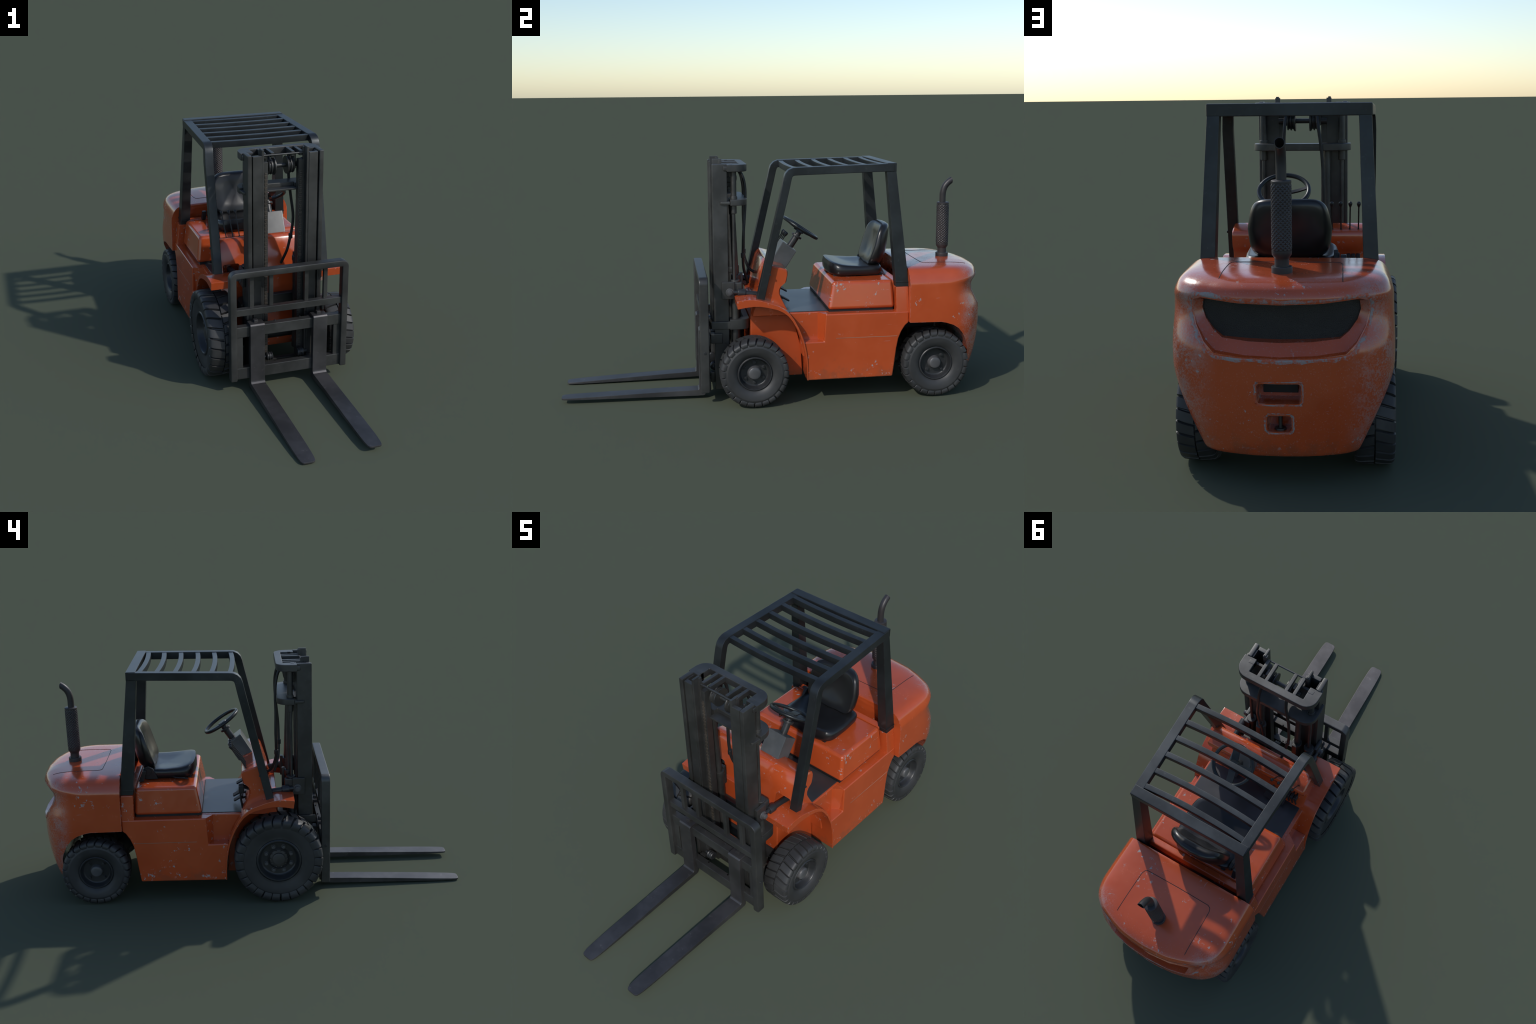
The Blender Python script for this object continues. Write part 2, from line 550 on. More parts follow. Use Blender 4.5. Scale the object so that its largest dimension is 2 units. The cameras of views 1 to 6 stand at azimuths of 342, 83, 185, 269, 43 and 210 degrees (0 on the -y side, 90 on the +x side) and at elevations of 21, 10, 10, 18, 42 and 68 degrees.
    # worn rims round the openings, hugging the curved face
    def rim(outline, width, name):
        path = spline([(x, z, 0) for x, z in outline], 5, True) if len(outline) > 12 else []
        if not path:
            for i in range(len(outline)):
                a, b = Vector((*outline[i], 0)), Vector((*outline[(i + 1) % len(outline)], 0))
                path += [a.lerp(b, t / 3) for t in range(3)]
        k = len(path)
        rows = []
        for i, p in enumerate(path):
            t = (path[(i + 1) % k] - path[i - 1]).normalized()
            nrm = Vector((t.y, -t.x, 0))
            mid = Vector((sum(q.x for q in path) / k, sum(q.y for q in path) / k, 0))
            if nrm.dot(p - mid) < 0:
                nrm = -nrm
            wv = width * random.uniform(.55, 1.35)
            row = []
            hit0 = None
            for off in (.0035, .45 * wv + .003, wv + .003):
                q = p + nrm * off
                h = bvh.ray_cast(Vector((q.x, 1.2, q.y)), Vector((0, -1, 0)))[0]
                row.append(Vector((q.x, (h.y if h else 0) + .0009, q.y)))
            q = p + nrm * .0005
            row.insert(0, Vector((q.x, row[0].y - .004, q.y)))
            rows.append(row)
        t = bmesh.new()
        vs = [[t.verts.new(v) for v in r] for r in rows]
        for i in range(k):
            a, b = vs[i], vs[(i + 1) % k]
            for c in range(3):
                t.faces.new((a[c], a[c + 1], b[c + 1], b[c]))
        bm = bmesh.new()
        merge(bm, t)
        return finish(bm, name, 'rimwear', o, 80)
    rim([(CX + x, z) for x, z in outer], .012, 'opening_rim')
    for h in holes:
        rim(h, .0045, 'opening_rim')
    # tow pin and latch in the lower openings
    bm = bmesh.new()
    add_cyl(bm, (CX, .955, .17), (CX, .955, .24), .006, 12)
    add_cyl(bm, (CX, .955, .176), (CX, .955, .182), .017, 16, bev=.001)
    finish(bm, 'tow_pin', 'mast', o)
    bm = bmesh.new()
    add_box(bm, CX - .05, CX + .05, .925, .935, .278, .33, .002)
    finish(bm, 'cover_plate', 'dark', o)
    # hood panel seam on top
    seam2d = [(-.176, .925), (-.174, .80), (-.172, .72), (-.166, .703), (-.152, .697), (0, .695), (.152, .697), (.166, .703), (.172, .72), (.174, .80), (.176, .925)]
    path = []
    for a, b in zip(seam2d, seam2d[1:]):
        for t in range(8):
            path.append(Vector((*a, 0)).lerp(Vector((*b, 0)), t / 8))
    pts = []
    for p in path:
        hit = bvh.ray_cast(Vector((CX + p.x, p.y, 1)), Vector((0, 0, -1)))[0]
        pts.append(hit)
    bm = bmesh.new()
    add_tube(bm, pts, .0014, 6)
    finish(bm, 'hood_seam', 'dark', o)
    return o, bvh

def build_exhaust(root):
    y0 = .8505
    x0 = .0055
    bm = bmesh.new()
    add_rev(bm, [(.0, .600), (.029, .600), (.0305, .6135), (.0305, .628), (.029, .630), (.0215, .630), (.0210, .650), (.023, .656), (.0285, .664),
                 (.0293, .672), (.0293, .676)], (x0, y0, 0), seg=40)
    o = finish(bm, 'exhaust_stack', 'muffler', root, 40)
    # knurled muffler shell
    bm = bmesh.new()
    seg, nz = 112, 130
    rings = []
    for k in range(nz + 1):
        z = .674 + (.872 - .674) * k / nz
        f = min(1, k / 6, (nz - k) / 6)
        ring = []
        for i in range(seg):
            th = 2 * math.pi * i / seg
            a = 14 * th + z * 520
            b = 14 * th - z * 520
            d = max(abs(math.sin(a / 2)), abs(math.sin(b / 2)))
            r = .0278 + .0020 * f * (1 if d > .93 else (.0 if d < .8 else (d - .8) / .13))
            ring.append(bm.verts.new((x0 + r * math.cos(th), y0 + r * math.sin(th), z)))
        rings.append(ring)
    for a, b in zip(rings, rings[1:]):
        for i in range(seg):
            j = (i + 1) % seg
            bm.faces.new((a[i], a[j], b[j], b[i]))
    finish(bm, 'muffler_guard', 'muffler', o, 60)
    bm = bmesh.new()
    add_rev(bm, [(.0292, .869), (.0296, .872), (.0292, .876), (.026, .8785), (.012, .8785)], (x0, y0, 0), seg=40)
    finish(bm, 'muffler_cap', 'muffler', o, 40)
    # tail pipe, curving backwards, obliquely cut and hollow
    path = spline([(x0, y0 - .002, .870), (x0, y0 - .002, .91), (x0, y0 + .001, .935), (x0, y0 + .010, .957), (x0, y0 + .026, .975), (x0, y0 + .044, .987)], 6)
    bm = bmesh.new()
    seg = 24
    rings = []
    for rad, seq in ((.0152, path), (.0132, path[::-1][:14])):
        for p in seq:
            i = path.index(p)
            d = (path[min(i + 1, len(path) - 1)] - path[max(i - 1, 0)]).normalized()
            side = Vector((1, 0, 0))
            up = d.cross(side)
            ring = []
            for k in range(seg):
                a = 2 * math.pi * k / seg
                q = p + side * rad * math.cos(a) + up * rad * math.sin(a)
                if q.y > y0 + .0425:      # upright cut face
                    q = q - d * ((q.y - (y0 + .0425)) / d.y)
                ring.append(bm.verts.new(q))
            rings.append(ring)
    for a, b in zip(rings, rings[1:]):
        for i in range(seg):
            j = (i + 1) % seg
            bm.faces.new((a[i], a[j], b[j], b[i]))
    finish(bm, 'tail_pipe', 'muffler', o, 50)
    return o

def build_chassis(root):
    bm = bmesh.new()
    # main hull with side panels
    hull = [(.130, .104), (.528, .107), (.536, .16), (.546, .235), (.556, .285), (.570, .318), (.588, .345), (.604, .358), (.604, .411),
            (.215, .411), (.207, .284), (.113, .284), (.124, .20)]
    add_prism(bm, hull, -.307, .307, bev=.006, seg=3)
    for v in bm.verts:      # panels flare out towards the ground
        v.co.x += math.copysign((.411 - v.co.z) * .036, v.co.x)
    o = finish(bm, 'chassis', 'paint', root, 40)
    # body tub between the steps
    bm = bmesh.new()
    add_prism(bm, [(.116, .20), (.24, .20), (.24, .4125), (.05, .4125), (.066, .390), (.092, .345), (.108, .29)], -.258, .258, bev=.006, seg=2)
    finish(bm, 'cab_tub', 'paint_front', o, 40)
    # coves between the step wall and the panel front
    bm = bmesh.new()
    for s in (-1, 1):
        add_prism(bm, [(s * .250, .180), (s * .303, .216), (s * .25, .23)], .2835, .4105, 'z')
    finish(bm, 'step_cove', 'paint', o, 40)
    # front bulkhead between the drive wheels
    bm = bmesh.new()
    add_prism(bm, [(-.124, .094), (.125, .094), (.118, .23), (.09, .34), (.045, .409), (-.055, .409), (-.07, .47), (-.118, .47)], -.195, .195, bev=.006, seg=2)
    finish(bm, 'front_bulkhead', 'paint_front', o, 40)
    # long body seam
    bm = bmesh.new()
    for s in (-1, 1):
        add_box(bm, *sorted((s * .306, s * .3118)), .262, .549, .2965, .2985)
    finish(bm, 'panel_seam', 'seamwear', o, 40)
    # rear pillars beneath the roof posts
    bm = bmesh.new()
    for s in (-1, 1):
        xa, xb = s * .252, s * .296
        xc, xd = s * .252, s * .306
        add_hexa(bm, [(xc, .546, .40), (xd, .546, .40), (xd, .606, .40), (xc, .606, .40)],
                 [(xa, .546, .5255), (xb * 1.0 - s * .004, .546, .5255), (xb - s * .004, .603, .5255), (xa, .603, .5255)], .004)
    finish(bm, 'pillar_base', 'paint', o, 40)
    # rear deck strip and dark gap behind engine cover
    bm = bmesh.new()
    add_prism(bm, [(.535, .42), (.575, .42), (.578, .535), (.566, .552), (.537, .547)], X(-1, .245), X(1, .245), bev=.004)
    finish(bm, 'rear_deck', 'paint', o, 40)
    bm = bmesh.new()
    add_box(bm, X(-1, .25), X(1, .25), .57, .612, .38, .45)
    add_box(bm, X(-1, .16), X(1, .16), .45, .575, .24, .37, .01)
    add_box(bm, X(-1, .07), X(1, .07), .57, .80, .27, .37, .01)
    add_box(bm, X(-1, .19), X(1, .19), .13, .50, .12, .30, .01)
    finish(bm, 'inner_frame', 'dark', o, 40)
    # axles
    bm = bmesh.new()
    add_cyl(bm, (X(-1, .26), -.117, .17), (X(1, .26), -.117, .17), .035, 20)
    add_cyl(bm, (X(-1, .25), .735, .158), (X(1, .25), .735, .158), .028, 20)
    add_box(bm, X(-1, .17), X(1, .17), .70, .77, .12, .20, .012)
    add_cyl(bm, (CX, .735, .18), (CX, .735, .30), .05, 20)
    finish(bm, 'axle', 'dark', o, 40)
    # floor mat
    bm = bmesh.new()
    add_box(bm, X(-1, .244), X(1, .244), .03, .236, .412, .4155, .0015)
    finish(bm, 'floor_mat', 'floor', o, 40)
    return o

def build_engine_cover(root):
    bm = bmesh.new()
    y = (.232, .546)
    w, CX = .2755, 0.0
    def X(s, r):
        return s * r
    zb, zt = .4215, .551
    lo = [(X(-1, w), y[0], zb), (X(1, w), y[0], zb), (X(1, w), y[1], zb), (X(-1, w), y[1], zb)]
    hi = [(X(-1, w - .017), y[0] + .024, zt), (X(1, w - .017), y[0] + .024, zt), (X(1, w - .017), y[1] - .008, zt), (X(-1, w - .017), y[1] - .008, zt)]
    add_hexa(bm, lo, hi, .016, 4)
    o = finish(bm, 'engine_cover', 'paint', root, 50)
    bm = bmesh.new()
    add_box(bm, X(-1, .262), X(1, .262), .238, .54, .405, .424)
    finish(bm, 'rubber_seal', 'dark', o)
    return o

def build_fenders(root):
    up = [(-.194, .489), (-.155, .493), (-.118, .494), (-.085, .488), (-.055, .479), (-.001, .459), (.025, .442), (.046, .424), (.068, .394), (.090, .352),
          (.104, .318), (.115, .285), (.124, .245), (.130, .205), (.133, .155), (.134, .104)]
    lo = [(.127, .104), (.126, .155), (.123, .20), (.117, .24), (.108, .28), (.097, .312), (.083, .346), (.061, .384), (.040, .411), (.018, .428), (-.008, .441),
          (-.058, .454), (-.087, .459), (-.118, .460), (-.155, .456), (-.189, .450)]
    for s in (-1, 1):
        bm = bmesh.new()
        a, b = sorted((s * .19, s * .320))
        add_prism(bm, up + lo, a, b, bev=.003, seg=2)
        finish(bm, 'fender', 'paint_front', root, 40)

def build_dashboard(root):
    prof = [(-.118, .40), (-.105, .445), (-.066, .575), (-.052, .618), (-.040, .632), (-.026, .636), (-.012, .632), (.040, .616), (.0465, .608), (.0465, .590),
            (.040, .557), (.018, .538), (.0115, .522), (.0105, .503), (.016, .486), (.029, .458), (.052, .412), (.052, .40)]
    bm = bmesh.new()
    t = bmesh.new()
    n = len(prof)
    secs = []
    for rel, grow in ((-.256, 0), (-.250, 1), (.250, 1), (.256, 0)):
        inset = 0 if grow else .006
        cy, cz = -.03, .52
        ring = []
        for y, z in prof:
            d = Vector((y - cy, z - cz))
            k = (d.length - inset) / d.length
            ring.append(t.verts.new((CX + rel, cy + d.x * k, cz + d.y * k)))
        secs.append(ring)
    for a, b in zip(secs, secs[1:]):
        for i in range(n):
            j = (i + 1) % n
            t.faces.new((a[i], a[j], b[j], b[i]))
    t.faces.new(secs[0][::-1])
    t.faces.new(secs[-1])
    bmesh.ops.recalc_face_normals(t, faces=t.faces[:])
    merge(bm, t)
    o = finish(bm, 'dashboard', 'paint_front', root, 40)
    # notches for the tilt cylinders in the front face
    cut = []
    for s in (-1, 1):
        bm = bmesh.new()
        a, b = sorted((X(s, .155), X(s, .238)))
        add_box(bm, a, b, -.2, -.035, .462, .525, .012, 3)
        cut.append(finish(bm, 'cut', None))
    boolean(o, cut)
    o.data.materials.clear()
    o.data.materials.append(MAT['paint_front'])
    o.data.polygons.foreach_set('use_smooth', [True] * len(o.data.polygons))
    o.data.set_sharp_from_angle(angle=math.radians(40))
    # instrument ledge line
    bm = bmesh.new()
    add_box(bm, X(-1, .246), X(1, .246), -.0135, -.0115, .6295, .6318)
    finish(bm, 'panel_seam', 'dark', o)
    return o

def build_steering(root):
    c = Vector((.055, .138, .776))
    ax = Vector((0, .168, .111)).cross(Vector((1, 0, 0))).normalized()
    n = Vector((0, .552, .834))
    fwd = Vector((0, -.834, .552))           # in wheel plane, up-forward
    sd = Vector((1, 0, 0))
    R = .0905
    # column casing
    bm = bmesh.new()
    lo = [(.001, .057, .586), (.105, .057, .586), (.105, -.014, .622), (.001, -.014, .622)]
    hi = [(.004, .112, .672), (.108, .112, .672), (.108, .047, .722), (.004, .047, .722)]
    add_hexa(bm, lo, hi, .005, 2)
    o = finish(bm, 'steering_column', 'grey', root, 40)
    bm = bmesh.new()
    base = Vector((.055, .088, .690))
    add_cyl(bm, base, base + n * .062, .0165, 24)
    add_cyl(bm, base + n * .052, base + n * .063, .026, 28, bev=.002)
    add_cyl(bm, base + n * .060, base + n * .092, .014, 20)
    finish(bm, 'column_tube', 'rim', o, 40)
    # wheel
    bm = bmesh.new()
    path = [c + sd * R * math.cos(2 * math.pi * k / 56) + fwd * R * math.sin(2 * math.pi * k / 56) for k in range(56)]
    add_tube(bm, path, .0084, 12, True)
    hubc = c - n * .012
    add_cyl(bm, hubc - n * .008, hubc + n * .008, .026, 28, r1=.021, bev=.002)
    for a in (-90 + 25, -90 - 25 - 0, 90):
        pass
    for a, w in ((78, .016), (258, .016), (168, .007)):
        d = sd * math.cos(math.radians(a)) + fwd * math.sin(math.radians(a))
        e = d.cross(n)
        pts = [hubc + d * .012, hubc + d * .05 + n * .003, c + d * (R - .002)]
        t = bmesh.new()
        rings = []
        for p in spline(pts, 4):
            rings.append([t.verts.new(p + e * w * i + n * .003 * j) for i, j in ((-1, -1), (1, -1), (1, 1), (-1, 1))])
        for r0, r1 in zip(rings, rings[1:]):
            for i in range(4):
                t.faces.new((r0[i], r0[(i + 1) % 4], r1[(i + 1) % 4], r1[i]))
        t.faces.new(rings[0][::-1]); t.faces.new(rings[-1])
        bmesh.ops.recalc_face_normals(t, faces=t.faces[:])
        merge(bm, t)
    finish(bm, 'steering_wheel', 'frame', root, 40)

def build_levers(root):
    bm = bmesh.new()
    b, t = Vector((0, 0, 0)), Vector((0, .068, .103))
    path = spline([b, b.lerp(t, .3) + Vector((0, -.003, 0)), b.lerp(t, .75), t], 6)
    add_tube(bm, path, .0027, 8)
    add_cyl(bm, (0, 0, -.006), (0, .001, .003), .006, 12, bev=.001)
    d = (t - path[-4]).normalized()
    add_rev(bm, [(.0, -.014), (.0035, -.012), (.006, -.005), (.0078, .002), (.0072, .007), (.0045, .0105), (0, .0115)], t, d, 14, cap=False)
    m = finish(bm, 'control_lever', 'hose', root, 60)
    xs = (-.117, -.150, -.183, -.215)
    m.location = (xs[0], .026, .618)
    for i, x in enumerate(xs[1:], 1):
        c = copy_obj(m, 'control_lever', root)
        c.location = (x, .026 - .001 * i, .618)
        c.rotation_euler = (random.uniform(-.04, .04), random.uniform(-.02, .02), 0)

def build_pedals(root):
    spec = [(-.150, .082, .448, .034), (-.085, .086, .450, .040), (.11, .07, .445, .036)]
    for x, y, z, w in spec:
        bm = bmesh.new()
        add_hexa(bm, [(x - w / 2, y, z - .010), (x + w / 2, y, z - .010), (x + w / 2, y + .006, z - .006), (x - w / 2, y + .006, z - .006)],
                 [(x - w / 2, y - .042, z + .014), (x + w / 2, y - .042, z + .014), (x + w / 2, y - .036, z + .019), (x - w / 2, y - .036, z + .019)], .002)
        add_tube(bm, spline([(x, y - .03, z + .006), (x, .04, z + .004), (x, .005, z + .02)], 5), .005, 8)
        finish(bm, 'foot_pedal', 'dark', root)
    # hooked floor levers beside the left step
    for i, x in enumerate((-.178, -.196, -.214)):
        bm = bmesh.new()
        path = spline([(x, -.002, .510), (x, .02, .517), (x, .045, .523), (x, .055, .515), (x, .054, .498), (x, .052, .46), (x, .045, .415)], 5)
        add_tube(bm, path, .004, 8)
        add_box(bm, x - .008, x + .008, .036, .062, .496, .530, .004)
        finish(bm, 'brake_lever', 'dark', root, 50)

def build_seat(root):
    cx = .008
    # base frame
    bm = bmesh.new()
    add_box(bm, cx - .13, cx + .13, .30, .50, .551, .560, .002)
    for s in (-1, 1):
        add_box(bm, *sorted((cx + s * .105, cx + s * .125)), .285, .52, .549, .56, .002)
    o = finish(bm, 'driver_seat', 'dark', root)
    # cushion: rounded slab, superellipse plan, front edge raised
    def pad(name, hw, prof_top, prof_bot, ny, nx, place, mat='seat', ex=3.2):
        pass
    bm = bmesh.new()
    nu, nv = 40, 22
    rings = []
    y0, y1, hw = .288, .520, .155
    cyy = (y0 + y1) / 2
    hl = (y1 - y0) / 2
    lev = [(.80, .554), (.90, .555), (.95, .558), (.98, .564), (.995, .573), (1.0, .583), (.99, .590), (.965, .5955), (.91, .5985), (.80, .5985), (.55, .596), (.25, .5935), (.08, .5932), (.01, .5932)]
    for f, z in lev:
        ring = []
        for i in range(72):
            a = 2 * math.pi * i / 72
            ca, sa = math.cos(a), math.sin(a)
            e = 2 / 7.5
            ux = math.copysign(abs(ca) ** e, ca)
            uy = math.copysign(abs(sa) ** e, sa)
            x = cx + hw * f * ux
            y = cyy + hl * f * uy
            front = max(0, min(1, (cyy - y) / hl))
            mid = 1 - abs(ux * f) ** 4
            zz = z + (.024 * front ** 1.5 * (.35 + .65 * mid) if z > .593 else (.012 * front * mid if z > .58 else 0))
            y -= .026 * (1 - abs(ux * f) ** 2.5) * max(0, -uy * f)
            # taper towards the rear
            x = cx + (x - cx) * (1 - .06 * max(0, (y - cyy) / hl))
            ring.append(bm.verts.new((x, y, zz)))
        rings.append(ring)
    for a, b in zip(rings, rings[1:]):
        for i in range(72):
            j = (i + 1) % 72
            bm.faces.new((a[i], a[j], b[j], b[i]))
    bm.faces.new(rings[0][::-1])
    bm.faces.new(rings[-1])
    finish(bm, 'seat_cushion', 'seat', o, 60)
    # backrest: superellipse face, wrapped forwards at the sides, leaning back
    bm = bmesh.new()
    lev = [(.55, .0), (.80, .001), (.92, .006), (.98, .016), (1.0, .030), (.985, .044), (.94, .054), (.86, .058), (.55, .054), (.2, .051), (.02, .0508)]
    zc, hz, hwb = .691, .100, .138
    rings = []
    for f, d in lev:
        ring = []
        for i in range(72):
            a = 2 * math.pi * i / 72
            ca, sa = math.cos(a), math.sin(a)
            e = 2 / 5.2
            ux = math.copysign(abs(ca) ** e, ca) * f
            uz = math.copysign(abs(sa) ** e, sa) * f
            wz = hwb * (1 - .13 * max(0, uz) - .06 * max(0, -uz))
            x = cx + wz * ux
            z = zc + hz * uz
            y = .561 + .015 * uz - .010 * max(0, -uz) ** 2 - d * (1.22 - .30 * abs(ux)) * (1 - .26 * uz) - .034 * abs(ux) ** 2.2
            ring.append(bm.verts.new((x, y, z)))
        rings.append(ring)
    for a, b in zip(rings, rings[1:]):
        for i in range(72):
            j = (i + 1) % 72
            bm.faces.new((a[i], a[j], b[j], b[i]))
    bm.faces.new(rings[0])
    bm.faces.new(rings[-1])
    finish(bm, 'seat_backrest', 'seat', o, 60)
    # hinge bracket, slide handle, belt buckle
    for s in (-1,):
        bm = bmesh.new()
        xx = cx + s * .150
        add_prism(bm, [(.44, .556), (.50, .556), (.512, .585), (.505, .610), (.485, .618), (.462, .605)], *sorted((xx - .007, xx + .007)), bev=.002)
        add_cyl(bm, (xx, .487, .592), (xx + s * .012, .487, .592), .017, 18, bev=.002)
        finish(bm, 'hinge_bracket', 'dark', o)
    bm = bmesh.new()
    add_tube(bm, spline([(cx - .12, .38, .562), (cx - .16, .36, .563), (cx - .165, .32, .560), (cx - .165, .30, .556)], 5), .0035, 8)
    finish(bm, 'slide_handle', 'dark', o)
    bm = bmesh.new()
    add_hexa(bm, [(cx - .185, .505, .553), (cx - .165, .505, .553), (cx - .165, .530, .553), (cx - .185, .530, .553)],
             [(cx - .185, .490, .604), (cx - .165, .490, .604), (cx - .165, .508, .604), (cx - .185, .508, .604)], .003)
    finish(bm, 'belt_buckle', 'frame', o)

def build_overhead_guard(root):
    bm = bmesh.new()
    t = .0345
    for s in (-1, 1):
        # front leg bends into the roof rail
        pts = [Vector((X(s, .264), -.0865, .466)), Vector((X(s, .264), .038, .995))]
        a0 = Vector((X(s, .262), .0455, 1.030))
        bend = [Vector((X(s, .261), .0510, 1.046)), Vector((X(s, .260), .060, 1.056)), Vector((X(s, .259), .074, 1.0615)), Vector((X(s, .258), .090, 1.0625))]
        end = Vector((X(s, .2435), .5355, 1.0715))
        add_sweep_rect(bm, [pts[0], pts[1], a0] + bend + [end], .040, .0355, Vector((1, 0, 0)), .003)
        # rear post
        add_hexa(bm, [(X(s, .238), .545, .5245), (X(s, .287), .545, .5245), (X(s, .287), .607, .5245), (X(s, .238), .607, .5245)],
                 [(X(s, .219), .501, 1.060), (X(s, .260), .501, 1.060), (X(s, .260), .546, 1.060), (X(s, .219), .546, 1.060)], .003)
        # weld collars
        add_hexa(bm, [(X(s, .237), .542, .545), (X(s, .2885), .542, .545), (X(s, .2885), .6055, .545), (X(s, .237), .6055, .545)],
                 [(X(s, .237), .5418, .549), (X(s, .2885), .5418, .549), (X(s, .2885), .6052, .549), (X(s, .237), .6052, .549)], .001)
    # rear beam
    add_box(bm, X(-1, .2612), X(1, .2612), .5035, .5475, 1.0515, 1.0915, .003)
    o = finish(bm, 'overhead_guard', 'frame', root, 40)
    ys = [.488, .411, .329, .247, .166, .084]
    for i, y in enumerate(ys):
        zt = 1.0885 - .011 * (i / 5)
        hw = .232 + .012 * i / 5
        path = []
        for k in range(17):
            u = -1 + 2 * k / 16
            path.append(Vector((CX + u * hw, y + .001 - .010 * (1 - u * u), zt - .0155)))
        bm = bmesh.new()
        add_sweep_rect(bm, path, .023, .029, Vector((0, 1, 0)), .002)
        finish(bm, 'roof_bar', 'frame', o, 40)
    bm = bmesh.new()
    for s in (-1, 1):
        add_cyl(bm, (X(s, .283), -.038, .600), (X(s, .287), -.038, .600), .005, 12, bev=.001)
    finish(bm, 'mounting_bolt', 'frame', o)
    return o

def u_plate(bm, z0, z1, half, yb, yf_arm, bar_y, arm_in, r, bev=.003):
    """U-shaped plate seen from above: back bar and two forward arms, rounded outer corners"""
    pts = []
    for s, seq in ((1, range(0, 7)), (-1, range(6, -1, -1))):
        for k in seq:
            a = math.radians(90 * k / 6)
            pts.append((X(s, half - r + r * math.cos(a)), yb - r + r * math.sin(a)))
    outer = [(X(1, half), yf_arm)] + pts + [(X(-1, half), yf_arm)]
    inner = [(X(-1, arm_in), yf_arm), (X(-1, arm_in), bar_y), (X(1, arm_in), bar_y), (X(1, arm_in), yf_arm)]
    add_prism(bm, outer + inner, z0, z1, 'z', bev=bev)

def build_mast(root):
    bm = bmesh.new()
    for s in (-1, 1):
        sbox(bm, s, .1555, .1765, -.286, -.217, .035, 1.094, .005)          # outer channel web
        sbox(bm, s, .092, .158, -.229, -.216, .035, 1.052, .002)           # rear flange
        sbox(bm, s, .150, .157, -.262, -.225, .035, 1.085)                 # shadow gap filler
    o = finish(bm, 'mast', 'mast', root, 40)
    bm = bmesh.new()
    for s in (-1, 1):
        sbox(bm, s, .1085, .151, -.281, -.262, .06, 1.088, .003)           # wide web face
        sbox(bm, s, .0985, .109, -.279, -.240, .06, 1.113, .002)           # inner flange
        sbox(bm, s, .092, .112, -.252, -.237, .06, 1.108, .002)
        sbox(bm, s, .071, .096, -.250, -.218, .08, 1.05, .002)             # roller track
    finish(bm, 'inner_mast', 'mast', o, 40)
    # brackets
    bm = bmesh.new()
    u_plate(bm, 1.058, 1.0905, .1865, -.1235, -.219, -.156, .129, .055)
    for s in (-1, 1):
        for r0 in (.040, .078):
            sbox(bm, s, r0, r0 + .0145, -.243, -.150, 1.066, 1.0885, .0015)
        sbox(bm, s, .129, .155, -.208, -.190, 1.060, 1.0915, .002)
        sbox(bm, s, .155, .183, -.235, -.205, 1.062, 1.0845, .005)
    add_cyl(bm, (X(-1, .09), -.246, 1.080), (X(1, .09), -.246, 1.080), .004, 10)
    finish(bm, 'top_bracket', 'mast', o, 40)
    bm = bmesh.new()
    u_plate(bm, .9045, .932, .190, -.1245, -.205, -.185, .07, .055)
    add_box(bm, X(-1, .072), X(1, .072), -.232, -.183, .9075, .916, .002)
    for s in (-1, 1):
        add_prism(bm, [(X(s, .150), -.206), (X(s, .190), -.206), (X(s, .1865), -.248), (X(s, .1765), -.253)], .910, .924, 'z', bev=.003)
    finish(bm, 'middle_bracket', 'mast', o, 40)
    bm = bmesh.new()
    u_plate(bm, .326, .374, .190, -.122, -.215, -.150, .13, .04)
    for s in (-1, 1):
        sbox(bm, s, .1775, .190, -.300, -.212, .330, .366, .003)
        sbox(bm, s, .10, .185, -.21, -.13, .05, .16, .01)
    add_box(bm, X(-1, .16), X(1, .16), -.225, -.200, .045, .075, .004)
    finish(bm, 'lower_bracket', 'mast', o, 40)
    # lift cylinders behind the rails
    for s in (-1, 1):
        bm = bmesh.new()
        x = X(s, .154)
        add_cyl(bm, (x, -.1865, .93), (x, -.1865, 1.062), .0132, 20)
        add_cyl(bm, (x, -.1865, .930), (x, -.1865, .945), .0165, 20, bev=.002)
        add_cyl(bm, (x, -.1865, .865), (x, -.1865, .907), .0135, 20, bev=.003)
        add_cyl(bm, (x, -.189, .55), (x, -.189, .87), .0075, 16)
        add_cyl(bm, (x, -.186, .535), (x, -.186, .556), .023, 22, bev=.003)
        add_cyl(bm, (x, -.186, .06), (x, -.186, .54), .0195, 22)
        finish(bm, 'lift_cylinder', 'mast', o, 40)
        # free lift cylinder
        bm = bmesh.new()
        x = X(s, .097)
        add_cyl(bm, (x, -.178, .55), (x, -.190, .91), .0150, 18, r1=.013)
        add_cyl(bm, (x, -.190, .855), (x, -.192, .905), .0145, 18, bev=.002)
        add_cyl(bm, (x, -.176, .10), (x, -.176, .565), .020, 20)
        add_cyl(bm, (x, -.176, .545), (x, -.176, .57), .024, 20, bev=.003)
        add_box(bm, x - .012, x + .012, -.16, -.145, .48, .58, .003)
        finish(bm, 'free_lift_cylinder', 'mast', o, 40)
    # chain sheaves on a shaft
    prof = [(.020, -.001), (.033, 0), (.0345, .003), (.029, .007), (.029, .010), (.0345, .013), (.0345, .016), (.029, .019), (.029, .022), (.036, .026), (.0375, .029), (.037, .033), (.020, .034)]
    for s in (-1, 1):
        bm = bmesh.new()
        q = [(r * 1.08, h) for r, h in prof]
        add_rev(bm, q, (X(s, .060), -.200, 1.018), (-s, 0, 0), 32)
        finish(bm, 'chain_sheave', 'mast', o, 35)
    bm = bmesh.new()
    add_cyl(bm, (X(-1, .085), -.200, 1.018), (X(1, .085), -.200, 1.018), .0095, 16)
    for s in (-1, 1):
        add_cyl(bm, (X(s, .07), -.20, 1.018), (X(s, .095), -.20, 1.018), .012, 14)
        sbox(bm, s, .06, .072, -.215, -.185, 1.0, 1.07, .003)
    finish(bm, 'sheave_shaft', 'mast', o, 40)
